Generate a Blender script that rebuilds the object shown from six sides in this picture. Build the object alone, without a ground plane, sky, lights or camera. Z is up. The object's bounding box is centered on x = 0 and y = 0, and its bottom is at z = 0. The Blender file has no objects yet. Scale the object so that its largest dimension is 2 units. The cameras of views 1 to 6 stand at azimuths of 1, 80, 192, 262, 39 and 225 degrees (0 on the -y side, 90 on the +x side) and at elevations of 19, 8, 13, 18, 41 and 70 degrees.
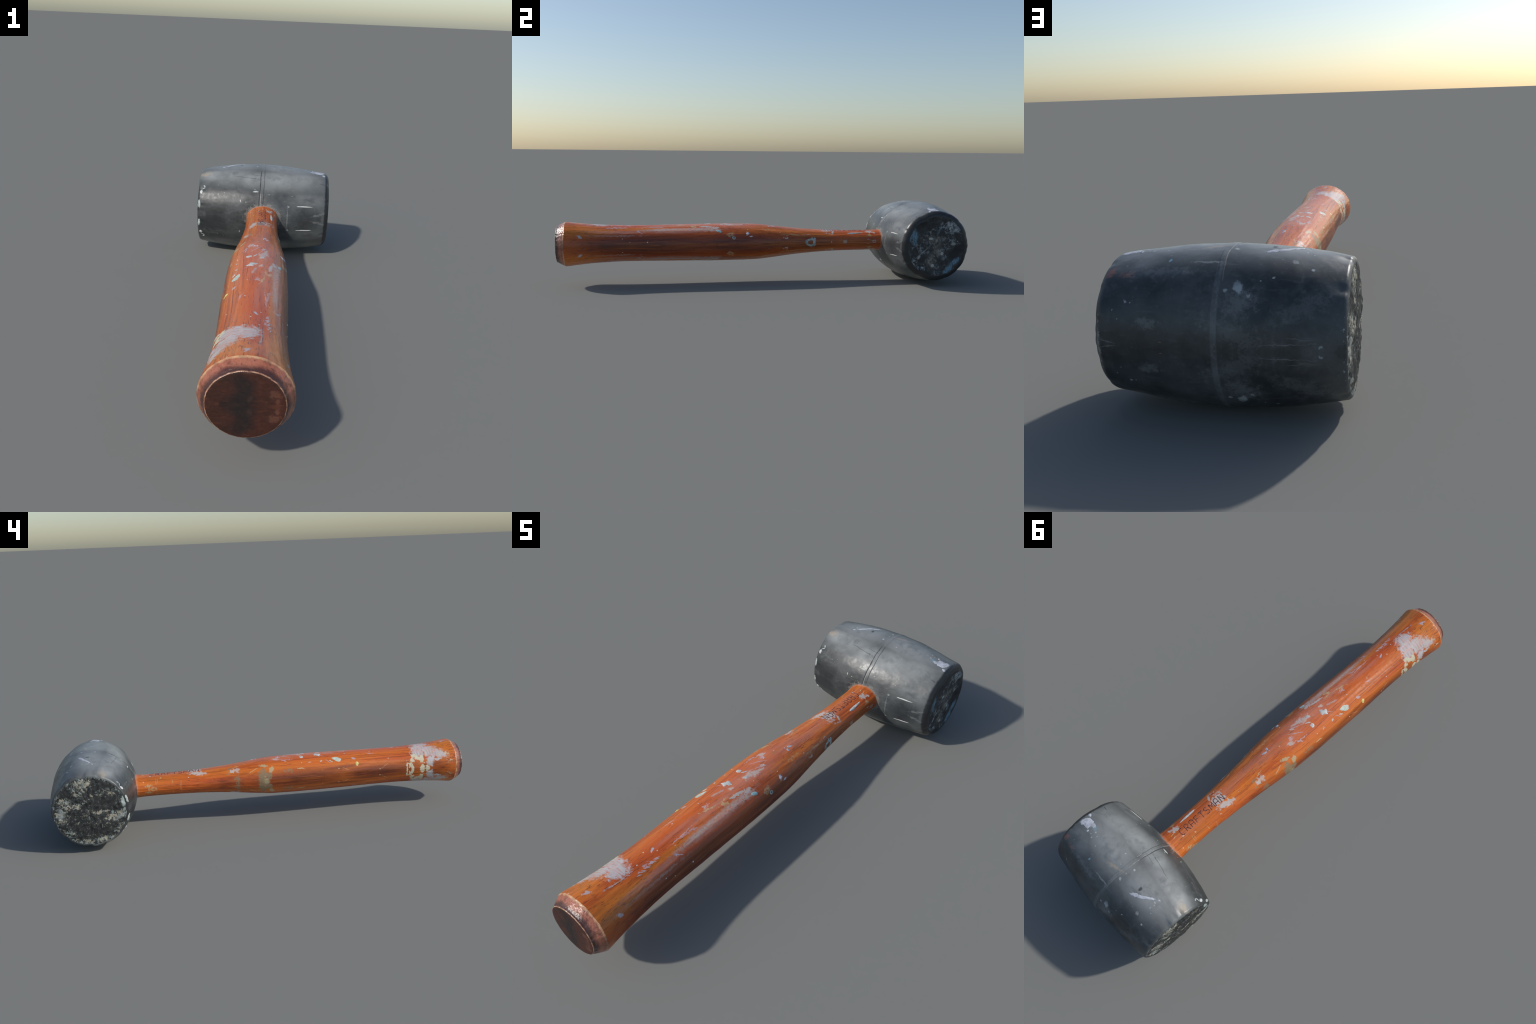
# A worn rubber mallet lying on its side: barrel-shaped black rubber head, turned and
# lacquered wooden handle with paint splashes.  Built in metres, z up.
import bpy, bmesh, math, random
from math import sin, cos, pi, sqrt, radians, atan2
from mathutils import Vector, noise

# ------------------------------------------------------------------ helpers
def fbm(p, octaves=4):
    return noise.fractal(Vector(p), 1.0, 2.0, octaves)

def smooth(a, b, x):
    t = min(1.0, max(0.0, (x - a) / (b - a)))
    return t * t * (3 - 2 * t)

def curve(keys):
    """Smooth interpolation (monotone Hermite) through (position, value) control points."""
    xs = [k[0] for k in keys]; ys = [k[1] for k in keys]
    n = len(xs)
    d = [(ys[i + 1] - ys[i]) / (xs[i + 1] - xs[i]) for i in range(n - 1)]
    m = [d[0]] + [0 if d[i - 1] * d[i] <= 0 else 2 * d[i - 1] * d[i] / (d[i - 1] + d[i]) for i in range(1, n - 1)] + [d[-1]]
    def f(x):
        if x <= xs[0]: return ys[0]
        if x >= xs[-1]: return ys[-1]
        i = 0
        while x > xs[i + 1]: i += 1
        h = xs[i + 1] - xs[i]; t = (x - xs[i]) / h
        return ((1 + 2 * t) * (1 - t) ** 2 * ys[i] + t * (1 - t) ** 2 * h * m[i]
                + t * t * (3 - 2 * t) * ys[i + 1] + t * t * (t - 1) * h * m[i + 1])
    return f

def make_object(name, verts, faces, material, parent, normals=None):
    me = bpy.data.meshes.new(name)
    me.from_pydata([tuple(v) for v in verts], [], faces)
    me.update()
    me.polygons.foreach_set("use_smooth", [True] * len(me.polygons))
    me.materials.append(material)
    if normals is not None:
        me.normals_split_custom_set_from_vertices(normals)
    ob = bpy.data.objects.new(name, me)
    bpy.context.scene.collection.objects.link(ob)
    ob.parent = parent
    return ob

def vertex_normals(verts, faces):
    acc = [Vector((0, 0, 0)) for _ in verts]
    for f in faces:
        a, b, c = verts[f[0]], verts[f[1]], verts[f[2]]
        nrm = (b - a).cross(c - a)
        if len(f) == 4:
            dd = verts[f[3]]
            nrm = nrm + (c - a).cross(dd - a)
        for i in f: acc[i] += nrm
    return [n.normalized() if n.length > 0 else Vector((0, 0, 1)) for n in acc]

def sub_mesh(verts, faces, normals, keep):
    idx, v2, n2, f2 = {}, [], [], []
    for k, f in enumerate(faces):
        if not keep(k): continue
        g = []
        for i in f:
            if i not in idx:
                idx[i] = len(v2); v2.append(verts[i]); n2.append(normals[i])
            g.append(idx[i])
        f2.append(g)
    return v2, f2, n2

# ------------------------------------------------------------------ shapes
ZC = 0.1993                                    # height of the mirror plane (handle axis, head axis)

# --- handle: runs along +y, oval section
half_width = curve([(-1.0, .1168), (-.957, .1166), (-.90, .1106), (-.80, .1030), (-.65, .0985), (-.50, .1010),
                    (-.35, .1030), (-.20, .1034), (-.05, .1005), (.05, .0933), (.15, .0838), (.25, .0756),
                    (.35, .0690), (.45, .0662), (.56, .0665), (.60, .0690), (.615, .0705), (.66, .0700)])
half_height = curve([(-1.0, .1058), (-.957, .1054), (-.90, .0994), (-.80, .0909), (-.65, .0857), (-.50, .0869),
                     (-.35, .0887), (-.20, .0900), (-.05, .0876), (.05, .0782), (.15, .0668), (.25, .0580),
                     (.35, .0532), (.45, .0502), (.56, .0500), (.60, .0518), (.615, .0530), (.66, .0525)])

def handle_centre(y):
    return 0.0033 - 0.006 * y

def handle_point(y, phi, lift=0.0, scale=1.0):
    """phi: angle from the top towards +x."""
    w, h = half_width(y) * scale * 1.010, half_height(y) * scale * 1.010
    bump = 0.0011 * fbm((9 * sin(phi), 5 * y, 9 * abs(cos(phi)))) + 0.0005 * fbm((30 * sin(phi), 26 * y, 30 * abs(cos(phi)) + 7))
    k = 1 + (bump + lift) / (0.5 * (w + h))
    return Vector((handle_centre(y) + w * k * sin(phi), y, ZC + h * k * cos(phi)))

# --- head: barrel along x
HC = Vector((0.0014, 0.7988, 0.1994))
HANG = radians(-1.33)
HL = 0.2940
barrel = curve([(-1, .1675), (-.75, .1813), (-.5, .1905), (-.25, .1955), (0, .1972), (.25, .1945), (.5, .1875), (.75, .1775), (1, .1680)])
HARM = ((.024, .0460, .0230), (.0, .0023, .0020), (-.0148, -.0020, .0127))
SEAM = -0.006

def edge_cut(d, r):
    return r - sqrt(max(r * r - (r - d) ** 2, 0.0)) if d < r else 0.0

def head_radius(s, theta):
    """theta: angle from the top towards +y (away from the handle)."""
    u = s / HL
    m = 1.0
    for k in range(3):
        a, b, c = HARM[k]
        m += (a + b * u + c * u * u) * cos((k + 1) * (theta - pi / 2))
    r = barrel(u) * m
    r -= edge_cut(HL - s, 0.024) + edge_cut(s + HL, 0.010)
    # moulding seam: a flat, faintly raised band bounded by two fine grooves
    az = abs(cos(theta))
    n = fbm((3 * sin(theta), 3 * az, 1.7))
    wob = SEAM + 0.0030 * n
    half = 0.0075 + 0.002 * fbm((2 * sin(theta), 2 * az, 9))
    d = s - wob
    r += 0.0009 * (smooth(half + .002, half - .002, abs(d)))
    for side in (-1, 1):
        e = (d - side * half) / 0.0016
        depth = 0.0018 * smooth(-.15, .4, fbm((4 * sin(theta) + 5 * side, 4 * az, 3)) + (.22 if side < 0 else .0)) * (.15 + .85 * smooth(.0, -.35, sin(theta)))
        r -= depth * math.exp(-e * e)
    # dents and waviness of worn rubber
    p = (s * 7, sin(theta) * 1.4, az * 1.4 + 3)
    r += 0.0018 * fbm(p) + 0.0003 * fbm((s * 34, sin(theta) * 7, az * 7))
    # nicks along the striking edges
    e = smooth(HL - .05, HL, abs(s))
    r -= 0.0055 * e * smooth(.0, .8, fbm((sin(theta) * 3.5 + (9 if s > 0 else 0), az * 3.5, 5), 2))
    return r

def head_frame(s, h, z):
    ca, sa = cos(HANG), sin(HANG)
    return Vector((HC.x + ca * s - sa * h, HC.y + sa * s + ca * h, HC.z + z))

def head_point(s, theta, lift=0.0, q=1.0):
    r = head_radius(s, theta) * q + lift
    h, z = r * sin(theta), r * cos(theta)
    t = (s / HL + 1) / 2
    tilt = -0.0096 * (1 - t) ** 2 - 0.0200 * t * t
    x = s
    if q < 1.0:                                  # striking faces: slight bulge, pitted
        side = 1 if s > 0 else -1
        if side < 0:
            x -= 0.0075 * (1 - q * q)
        else:                                    # hollowed by use, with a gouge near the far edge
            x -= 0.0040 * smooth(1.0, .85, q)
            x -= 0.0065 * math.exp(-((h - .105) / .040) ** 2 - ((z + .015) / .045) ** 2)
        rough = 0.0020 if side > 0 else 0.0030
        x += side * smooth(1.0, .93, q) * rough * (fbm((h * 26 + side, z * 26, 2)) + .6 * fbm((h * 75, z * 75, side * 4), 3))
    return head_frame(x + h * tilt, h, z)

# ------------------------------------------------------------------ node building
class Nodes:
    def __init__(self, name, region=None):
        self.region = region
        self.mat = bpy.data.materials.new(name)
        self.mat.use_nodes = True
        self.t = self.mat.node_tree
        self.t.nodes.clear()
        self.out = self.t.nodes.new("ShaderNodeOutputMaterial")
        self.bsdf = self.t.nodes.new("ShaderNodeBsdfPrincipled")
        self.t.links.new(self.bsdf.outputs[0], self.out.inputs[0])
        self.obj = self.t.nodes.new("ShaderNodeTexCoord").outputs["Object"]

    def put(self, sock, val):
        if isinstance(val, bpy.types.NodeSocket): self.t.links.new(val, sock)
        elif val is not None:
            if sock.type == 'RGBA' and len(val) == 3: val = (*val, 1)
            sock.default_value = val

    def math(self, op, a, b=None, c=None, clamp=False):
        n = self.t.nodes.new("ShaderNodeMath"); n.operation = op; n.use_clamp = clamp
        for i, v in enumerate((a, b, c)):
            if v is not None: self.put(n.inputs[i], v)
        return n.outputs[0]

    def add(self, a, b): return self.math('ADD', a, b)
    def mul(self, a, b): return self.math('MULTIPLY', a, b)
    def mx(self, a, b): return self.math('MAXIMUM', a, b)

    def sep(self, v):
        n = self.t.nodes.new("ShaderNodeSeparateXYZ"); self.put(n.inputs[0], v); return n.outputs

    def comb(self, x, y, z):
        n = self.t.nodes.new("ShaderNodeCombineXYZ")
        for i, v in enumerate((x, y, z)): self.put(n.inputs[i], v)
        return n.outputs[0]

    def vscale(self, v, s):
        n = self.t.nodes.new("ShaderNodeVectorMath"); n.operation = 'MULTIPLY'
        self.put(n.inputs[0], v); self.put(n.inputs[1], s); return n.outputs[0]

    def mapping(self, v, loc=(0, 0, 0), rot=(0, 0, 0), scale=(1, 1, 1), kind='POINT'):
        n = self.t.nodes.new("ShaderNodeMapping"); n.vector_type = kind
        self.put(n.inputs[0], v)
        n.inputs["Location"].default_value = loc; n.inputs["Rotation"].default_value = rot; n.inputs["Scale"].default_value = scale
        return n.outputs[0]

    def noise(self, v, scale=1.0, detail=3.0, rough=0.5, dist=0.0):
        n = self.t.nodes.new("ShaderNodeTexNoise")
        self.put(n.inputs["Vector"], v)
        n.inputs["Scale"].default_value = scale; n.inputs["Detail"].default_value = detail
        n.inputs["Roughness"].default_value = rough; n.inputs["Distortion"].default_value = dist
        return n.outputs["Fac"]

    def voronoi(self, v, scale, feature='F1', rand=1.0):
        n = self.t.nodes.new("ShaderNodeTexVoronoi"); n.feature = feature
        self.put(n.inputs["Vector"], v); n.inputs["Scale"].default_value = scale; n.inputs["Randomness"].default_value = rand
        return n.outputs

    def ramp(self, v, lo, hi, a=0.0, b=1.0, smoothstep=True):
        n = self.t.nodes.new("ShaderNodeMapRange")
        n.interpolation_type = 'SMOOTHSTEP' if smoothstep else 'LINEAR'
        self.put(n.inputs[0], v)
        for i, x in enumerate((lo, hi, a, b)): self.put(n.inputs[1 + i], x)
        return n.outputs[0]

    def mix(self, fac, a, b):
        n = self.t.nodes.new("ShaderNodeMix"); n.data_type = 'RGBA'
        self.put(n.inputs[0], fac); self.put(n.inputs[6], a); self.put(n.inputs[7], b)
        return n.outputs[2]

    def length(self, v):
        n = self.t.nodes.new("ShaderNodeVectorMath"); n.operation = 'LENGTH'
        self.put(n.inputs[0], v); return n.outputs["Value"]

    def spot(self, uv, u, v, ru, rv, ang=0.0, soft=.25, noise=None, amp=.0):
        """Soft-edged, noise-torn elliptical patch in surface coordinates."""
        d = self.length(self.mapping(uv, (u, v, 0), (0, 0, radians(ang)), (ru, rv, 1), 'TEXTURE'))
        if noise is not None:
            d = self.math('MULTIPLY_ADD', self.math('SUBTRACT', noise, .5), 2 * amp, d)
        return self.ramp(d, 1 + soft, 1 - soft)

    def spots(self, uv, items, noise=None):
        """Union of patches.  Each lookup hangs on the one before (by a negligible offset), which
        keeps the shader's evaluation order sequential and its working memory small."""
        m = None
        for it in items:
            if self.region and not self.region(it[0], it[1], 1.9 * max(it[2], it[3])): continue
            u = uv
            if getattr(self, "prev", None) is not None:
                n = self.t.nodes.new("ShaderNodeVectorMath"); n.operation = 'MULTIPLY_ADD'
                self.put(n.inputs[0], self.prev); n.inputs[1].default_value = (1e-7,) * 3; self.put(n.inputs[2], uv)
                u = n.outputs[0]
            k = self.spot(u, *it[:4], ang=it[4], soft=it[5], noise=noise, amp=it[6])
            if len(it) > 7: k = self.mul(k, it[7])
            m = k if m is None else self.mx(m, k)
            self.prev = m
        if m is None:
            n = self.t.nodes.new("ShaderNodeValue"); n.outputs[0].default_value = 0.0; m = n.outputs[0]
        return m

    def warp(self, uv, p, scale, amount):
        """Jitter surface coordinates so that patches get torn, uneven outlines."""
        n = self.t.nodes.new("ShaderNodeTexNoise")
        self.put(n.inputs["Vector"], p); n.inputs["Scale"].default_value = scale; n.inputs["Detail"].default_value = 4; n.inputs["Roughness"].default_value = .65
        o = self.t.nodes.new("ShaderNodeVectorMath"); o.operation = 'MULTIPLY_ADD'
        self.put(o.inputs[0], n.outputs["Color"]); o.inputs[1].default_value = (2 * amount, 2 * amount, 0)
        o.inputs[2].default_value = (-amount, -amount, 0)
        a = self.t.nodes.new("ShaderNodeVectorMath"); a.operation = 'ADD'
        self.put(a.inputs[0], uv); self.put(a.inputs[1], o.outputs[0])
        return a.outputs[0]

    def bump(self, h, strength=.3, dist=.002, normal=None):
        n = self.t.nodes.new("ShaderNodeBump")
        n.inputs["Strength"].default_value = strength; n.inputs["Distance"].default_value = dist
        self.put(n.inputs["Height"], h)
        if normal is not None: self.put(n.inputs["Normal"], normal)
        return n.outputs[0]

    def finish(self, colour, rough, bump=None, spec=.5, coat=0.0, coat_rough=.2):
        b = self.bsdf
        self.put(b.inputs["Base Color"], colour); self.put(b.inputs["Roughness"], rough)
        b.inputs["Specular IOR Level"].default_value = spec
        b.inputs["Coat Weight"].default_value = coat; b.inputs["Coat Roughness"].default_value = coat_rough
        if bump is not None: self.put(b.inputs["Normal"], bump)
        return self.mat

RQ = 0.095                                     # arc scale of the handle's surface coordinate
def Q(deg): return radians(deg) * RQ

def handle_coords(N):
    x, y, z = N.sep(N.obj)[:3]
    xa = N.math('SUBTRACT', x, N.math('MULTIPLY_ADD', y, -.006, .0033))
    za = N.math('ABSOLUTE', N.math('SUBTRACT', z, ZC))
    ratio = N.ramp(y, -.05, .42, 1.15, 1.32, False)
    q = N.mul(N.math('ARCTAN2', N.math('DIVIDE', xa, ratio), za), RQ)
    return xa, y, za, N.comb(y, q, 0), q, N.comb(xa, y, za)

# ------------------------------------------------------------------ materials
ORANGE = (.66, .168, .022)
RED = (.40, .068, .018)
BROWN = (.13, .032, .012)

def wood_material(y0, y1):
    """Same wood everywhere; each stretch of the handle carries only its own paint marks."""
    N = Nodes("lacquered_wood", lambda u, v, r: y0 - r < u < y1 + r)
    xa, y, za, uv, q, p = handle_coords(N)
    broad = N.noise(N.vscale(p, (12, 1.5, 12)), 1, 3, .5, .3)
    grain = N.noise(N.vscale(p, (75, 3.2, 75)), 1, 5, .6, .2)
    pores = N.noise(N.vscale(p, (330, 26, 330)), 1, 2, .5)
    mid = N.noise(p, 30, 4, .6)
    fine = N.noise(p, 95, 4, .6)
    brush = N.noise(N.mapping(uv, rot=(0, 0, radians(14)), scale=(120, 20, 1)), 1, 4, .65, .5)
    col = N.mix(N.ramp(broad, .38, .62), ORANGE, (.56, .108, .018))
    col = N.mix(N.mul(N.ramp(grain, .47, .64), .48), col, (.22, .045, .012))
    col = N.mix(N.mul(N.ramp(grain, .47, .32), .5), col, (.70, .225, .034))
    lines = N.noise(N.vscale(p, (210, 5, 210)), 1, 3, .6, .15)
    col = N.mix(N.mul(N.ramp(lines, .56, .68), N.ramp(broad, .35, .6, .10, .46)), col, (.14, .030, .012))
    # redder, hand-polished band along the top of the grip
    red = N.spots(uv, [(-.55, Q(4), .28, Q(26), 0, .6, .35, .75), (-.25, Q(-5), .22, Q(30), 0, .6, .4, .7), (-.74, Q(-10), .06, Q(20), 0, .6, .4, .4)], mid)
    col = N.mix(N.mul(red, .75), col, (.56, .098, .022))
    # amber wood at the flared end and at the neck
    amber = N.spots(uv, [(-.88, Q(44), .12, Q(22), 0, .7, .3, .8), (-.91, Q(-30), .05, Q(36), 0, .7, .3, .8), (.52, Q(-40), .14, Q(50), 0, .7, .3, .5), (-.62, Q(32), .14, Q(7), 0, .6, .3, .7)], mid)
    col = N.mix(N.mul(amber, .6), col, (.74, .245, .026))
    # dark figure and knots on the -x flank; +x flank browned for its side shade
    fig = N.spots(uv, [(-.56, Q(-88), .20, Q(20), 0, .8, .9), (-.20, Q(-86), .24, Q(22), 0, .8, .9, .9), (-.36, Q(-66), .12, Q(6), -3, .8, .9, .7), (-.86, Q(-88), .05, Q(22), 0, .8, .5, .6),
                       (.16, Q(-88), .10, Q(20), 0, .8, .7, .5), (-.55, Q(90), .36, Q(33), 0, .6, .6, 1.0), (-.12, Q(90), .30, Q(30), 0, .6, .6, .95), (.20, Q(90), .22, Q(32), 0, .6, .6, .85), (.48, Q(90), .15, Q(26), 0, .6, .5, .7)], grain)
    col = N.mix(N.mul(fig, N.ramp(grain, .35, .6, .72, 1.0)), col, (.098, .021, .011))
    knots = N.spots(uv, [(-.60, Q(-88), .034, Q(4), 0, .8, .8), (-.53, Q(-89), .024, Q(3), 0, .8, .8), (-.47, Q(-87), .022, Q(3), 0, .8, .8), (-.16, Q(-88), .04, Q(4), 0, .8, .8), (.20, Q(-78), .02, Q(5), 0, .8, .8), (-.77, Q(88), .03, Q(5), 0, .8, .7)], mid)
    col = N.mix(N.mul(knots, .45), col, (.050, .014, .010))
    # open pores: short dark dashes, denser at the flared end
    dens = N.ramp(y, -.97, -.55, .055, 0.0, False)
    patchy = N.mul(N.math('SUBTRACT', N.noise(p, 9, 2), .5), .22)
    pm = N.ramp(N.add(N.add(pores, dens), patchy), .640, .70)
    col = N.mix(N.mul(pm, .62), col, (.060, .018, .016))
    # long fine cracks
    crack = N.spots(uv, [(-.48, Q(-38), .16, .0012, -1.2, .5, .35), (-.33, Q(-16), .05, .0010, 1, .5, .35), (-.80, Q(17), .06, .0010, 0, .5, .3), (.12, Q(28), .10, .0010, 1.0, .5, .35), (.52, Q(-44), .06, .0012, 0, .5, .4), (-.22, Q(-26), .14, .0009, -2, .5, .4), (.22, Q(2), .05, .0009, 1, .5, .4)], mid)
    col = N.mix(N.mul(crack, .7), col, (.06, .018, .014))
    # pinkish haze; on the neck it paints in the soft highlight strip
    haze = N.spots(uv, [(-.20, Q(12), .14, Q(16), 8, .7, .5, .8), (-.38, Q(16), .16, Q(8), 0, .7, .4, .8), (-.08, Q(2), .12, Q(20), 0, .7, .6, .5),
                        (-.72, Q(45), .13, Q(6), 0, .6, .4, .9), (-.42, Q(40), .16, Q(11), 0, .45, .4, 1.0), (.18, Q(14), .14, Q(12), 0, .7, .4, .6), (-.55, Q(5), .10, Q(5), 0, .7, .4, .5), (.30, Q(8), .12, Q(14), 0, .7, .3, .5), (.05, Q(6), .10, Q(16), 0, .7, .4, .6), (.50, Q(-8), .10, Q(14), 0, .7, .3, .35)], fine)
    col = N.mix(N.mul(haze, N.ramp(grain, .25, .7, .26, .52)), col, (.58, .33, .27))
    # ---- paint
    tn = N.noise(p, 75, 5, .72)
    torn = N.math('MULTIPLY_ADD', tn, 2.2, -.6, )
    uv = N.warp(uv, p, 55, .0085)
    # long pale streak along the shoulder
    wash = N.spots(uv, [(-.46, Q(38), .14, Q(6), -1, .45, 1.3), (-.32, Q(37), .09, Q(7), 0, .4, 1.3), (-.26, Q(40), .05, Q(8), 0, .4, 1.2), (-.72, Q(58), .12, Q(3.0), 0, .5, 1.4, .55)], torn)
    wash = N.mul(wash, N.mul(N.ramp(tn, .36, .60, .15, .85), N.ramp(grain, .3, .6, .55, 1.0)))
    col = N.mix(wash, col, (.50, .47, .43))
    # broad brushed patch near the butt
    big = N.spots(uv, [(-.800, Q(-2), .040, Q(15), 12, .35, .65), (-.785, Q(-18), .036, Q(16), 0, .35, .6), (-.835, Q(-36), .045, Q(20), 25, .35, .6), (-.875, Q(-46), .040, Q(13), 20, .4, .7),
                       (-.775, Q(-38), .030, Q(15), 0, .35, .6), (-.832, Q(-66), .018, Q(16), 10, .35, .6), (-.87, Q(-64), .03, Q(4), 0, .3, 1.2), (-.835, Q(15), .040, Q(1.3), 4, .5, .5, .7)], torn)
    bigm = N.mul(big, N.ramp(brush, .34, .60, .52, .90))
    col = N.mix(bigm, col, N.mix(N.ramp(mid, .4, .6), (.50, .52, .50), (.53, .54, .56)))
    cream = N.spots(uv, [(-.765, Q(-54), .030, Q(6), 30, .18, .7), (-.738, Q(-62), .012, Q(6), 0, .18, .7), (-.788, Q(-60), .010, Q(11), 0, .15, .4), (-.787, Q(-88), .011, Q(11), 0, .12, .35), (-.814, Q(-89), .012, Q(8), 0, .12, .6),
                         (-.725, Q(-78), .004, Q(8), 10, .2, .6), (-.737, Q(-84), .005, Q(16), -8, .3, .8), (-.712, Q(-86), .004, Q(16), 0, .4, 1.2), (-.725, Q(-70), .012, Q(1.5), 0, .3, .7), (-.925, Q(-72), .010, Q(3), 0, .4, 1.9, .7), (-.918, Q(-50), .010, Q(3), 20, .4, 1.9, .6)], torn)
    col = N.mix(N.mul(cream, .9), col, (.62, .60, .43))
    # lilac scrapes
    lil = []
    for i in range(9):
        lil.append((-.672 - .011 * i + .004 * (i % 2), Q(23.5 + .7 * i), .010, Q(1.0), 26, .35, .5, .85))
    for i in range(6):
        lil.append((-.50 - .013 * i, Q(25 - .6 * i), .013, Q(1.0), 24, .4, .6, .6))
    lil += [(-.555, Q(20), .055, Q(.8), -4, .4, .5, .7), (-.72, Q(20), .015, Q(2.2), 0, .4, 1.2, .6), (-.666, Q(6), .010, Q(2.4), -30, .2, .5), (-.607, Q(47), .014, Q(1.1), 35, .3, .4, .9), (-.615, Q(43), .005, Q(3.4), 15, .3, .4, .8),
            (-.889, Q(62), .010, Q(2.6), 30, .3, .9, .8), (-.921, Q(-2), .014, Q(2.5), 20, .3, 1.5, .8),
            (-.108, Q(-2), .034, Q(1.1), 30, .4, .7, .55), (-.135, Q(8), .03, Q(1.2), 20, .4, .8, .6), (-.080, Q(-6), .010, Q(6), 0, .4, .9, .6), (-.100, Q(-24), .020, Q(2), 35, .35, 1.0, .6), (-.118, Q(-24), .03, Q(1.2), 0, .4, .8, .6),
            (-.445, Q(-39), .010, Q(3), 30, .3, .9, .7), (-.32, Q(-42), .016, Q(.9), 40, .4, .5, .6), (-.285, Q(-12), .022, Q(.8), 40, .4, .5, .6), (-.532, Q(-22), .02, Q(1.6), 10, .5, 1.0, .5), (-.40, Q(2), .014, Q(3), 0, .4, 1.2, .6)]
    col = N.mix(N.mul(N.spots(uv, lil, torn), .85), col, (.50, .49, .56))
    # tan scratches and stains
    tan = [(-.408, Q(12), .026, Q(1.6), 10, .4, 1.6), (-.350, Q(25), .020, Q(2.6), 14, .4, 1.6), (-.335, Q(17), .014, Q(1.2), 0, .4, 1.0), (-.18, Q(-58), .019, Q(1.6), 3, .2, .4), (.053, Q(-50), .020, Q(1.3), -28, .4, .8, .9), (.128, Q(-22), .022, Q(1.2), -22, .4, .8, .8),
           (.572, Q(14), .012, Q(1.0), -20, .3, .4), (.573, Q(2), .010, Q(1.3), -20, .3, .4), (.545, Q(52), .010, Q(6), 0, .4, 1.5, .8), (.491, Q(-32), .004, Q(3.4), 0, .3, .5), (.547, Q(-72), .012, Q(8), 0, .4, 1.7, .9), (.535, Q(-86), .014, Q(10), 0, .4, 1.9, .7),
           (.515, Q(-52), .0012, Q(16), 0, .4, .3, .6), (.508, Q(-52), .0010, Q(14), 0, .4, .3, .5), (.438, Q(-56), .0012, Q(12), 0, .4, .3, .5), (.396, Q(-66), .0011, Q(14), 0, .4, .3, .5), (.40, Q(-88), .002, Q(20), 0, .5, .6, .4),
           (-.40, Q(-70), .025, Q(1.0), 30, .4, .5, .5), (-.598, Q(-72), .02, Q(.8), -35, .4, .5, .6), (.02, Q(38), .03, Q(3), 0, .5, 1.8, .5), (-.17, Q(58), .012, Q(7), 10, .4, 1.8, .6), (.16, Q(56), .05, Q(3), 0, .5, 2.0, .5)]
    col = N.mix(N.mul(N.spots(uv, tan, torn), .8), col, (.60, .43, .22))
    khaki = [(.006, Q(-78), .024, Q(28), 0, .16, .75), (-.020, Q(-72), .016, Q(9), 0, .2, .9), (-.014, Q(-90), .014, Q(6), 0, .2, .8), (-.119, Q(-60), .018, Q(5), 8, .4, 1.8, .75), (.127, Q(-78), .010, Q(14), -12, .4, 1.4, .85), (.133, Q(-72), .016, Q(4), 0, .4, 1.4, .8), (.163, Q(-28), .010, Q(5), 0, .3, 1.0, .75), (.17, Q(-52), .008, Q(3.5), 0, .4, 1.2, .7), (-.03, Q(4), .014, Q(2.5), 0, .5, 1.4, .5)]
    col = N.mix(N.mul(N.spots(uv, khaki, torn), .82), col, (.26, .215, .125))
    kcap = [(-.002, Q(-37), .022, Q(4.5), 14, .2, .8), (-.036, Q(-52), .012, Q(9), 24, .25, .8), (-.005, Q(-88), .012, Q(13), 0, .5, 1.2, .6)]
    col = N.mix(N.mul(N.spots(uv, kcap, torn), .8), col, (.50, .42, .24))
    white = [(-.188, Q(10), .030, Q(6.5), 10, .4, 1.1, .8), (-.152, Q(12), .026, Q(3.5), 15, .4, 1.2, .7), (-.281, Q(26), .030, Q(3.4), 6, .3, .9), (-.245, Q(32), .018, Q(4), 0, .35, 1.3, .8),
             (.330, Q(2), .030, Q(15), 0, .22, .75), (.350, Q(12), .012, Q(12), 0, .3, 1.2, .8), (.322, Q(-26), .038, Q(10), 16, .28, 1.1), (.290, Q(-34), .018, Q(5), 10, .3, 1.2, .8), (.357, Q(32), .005, Q(13), 12, .3, .7), (.337, Q(44), .020, Q(2), 20, .35, .9, .8), (.311, Q(26), .014, Q(6), 0, .4, 1.4, .7),
             (.150, Q(-41), .014, Q(6), 0, .3, 1.0), (.128, Q(-40), .016, Q(9), 20, .3, 1.3, .75), (.552, Q(26), .018, Q(10), 20, .25, .9), (.575, Q(38), .005, Q(5.5), 0, .2, .3), (.542, Q(-14), .006, Q(3), 0, .3, .6),
             (.101, Q(70), .010, Q(3.2), 10, .25, 1.2, .8), (.219, Q(53), .012, Q(2.6), -25, .3, .8, .8), (.565, Q(86), .012, Q(3), 0, .4, 1.2, .7), (.417, Q(88), .007, Q(6), 0, .4, 1.3, .6), (.54, Q(78), .008, Q(2), 0, .4, 1.0, .5),
             (-.285, Q(8), .010, Q(3), 20, .3, 1.0, .8), (-.285, Q(-39), .006, Q(2.2), 0, .25, .5), (-.411, Q(5), .010, Q(2.6), 0, .35, 1.2, .6), (-.225, Q(-40), .008, Q(2), 0, .3, .8, .7), (-.33, Q(-4), .02, Q(2), 10, .4, 1.3, .5),
             (-.112, Q(10), .012, Q(2), 30, .3, .8, .7), (-.065, Q(-16), .016, Q(4), 24, .3, 1.0, .75), (.62, Q(0), .012, Q(200), 0, .6, 1.4, .25)]
    col = N.mix(N.mul(N.spots(uv, white, torn), .80), col, (.54, .55, .52))
    # tiny flecks everywhere
    vo = N.voronoi(N.vscale(p, (1, .8, 1)), 42)
    fl = N.mul(N.ramp(vo["Distance"], .13, .07), N.math('GREATER_THAN', N.sep(vo["Color"])[0], .80))
    col = N.mix(N.mul(fl, .75), col, (.66, .58, .50))
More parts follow.
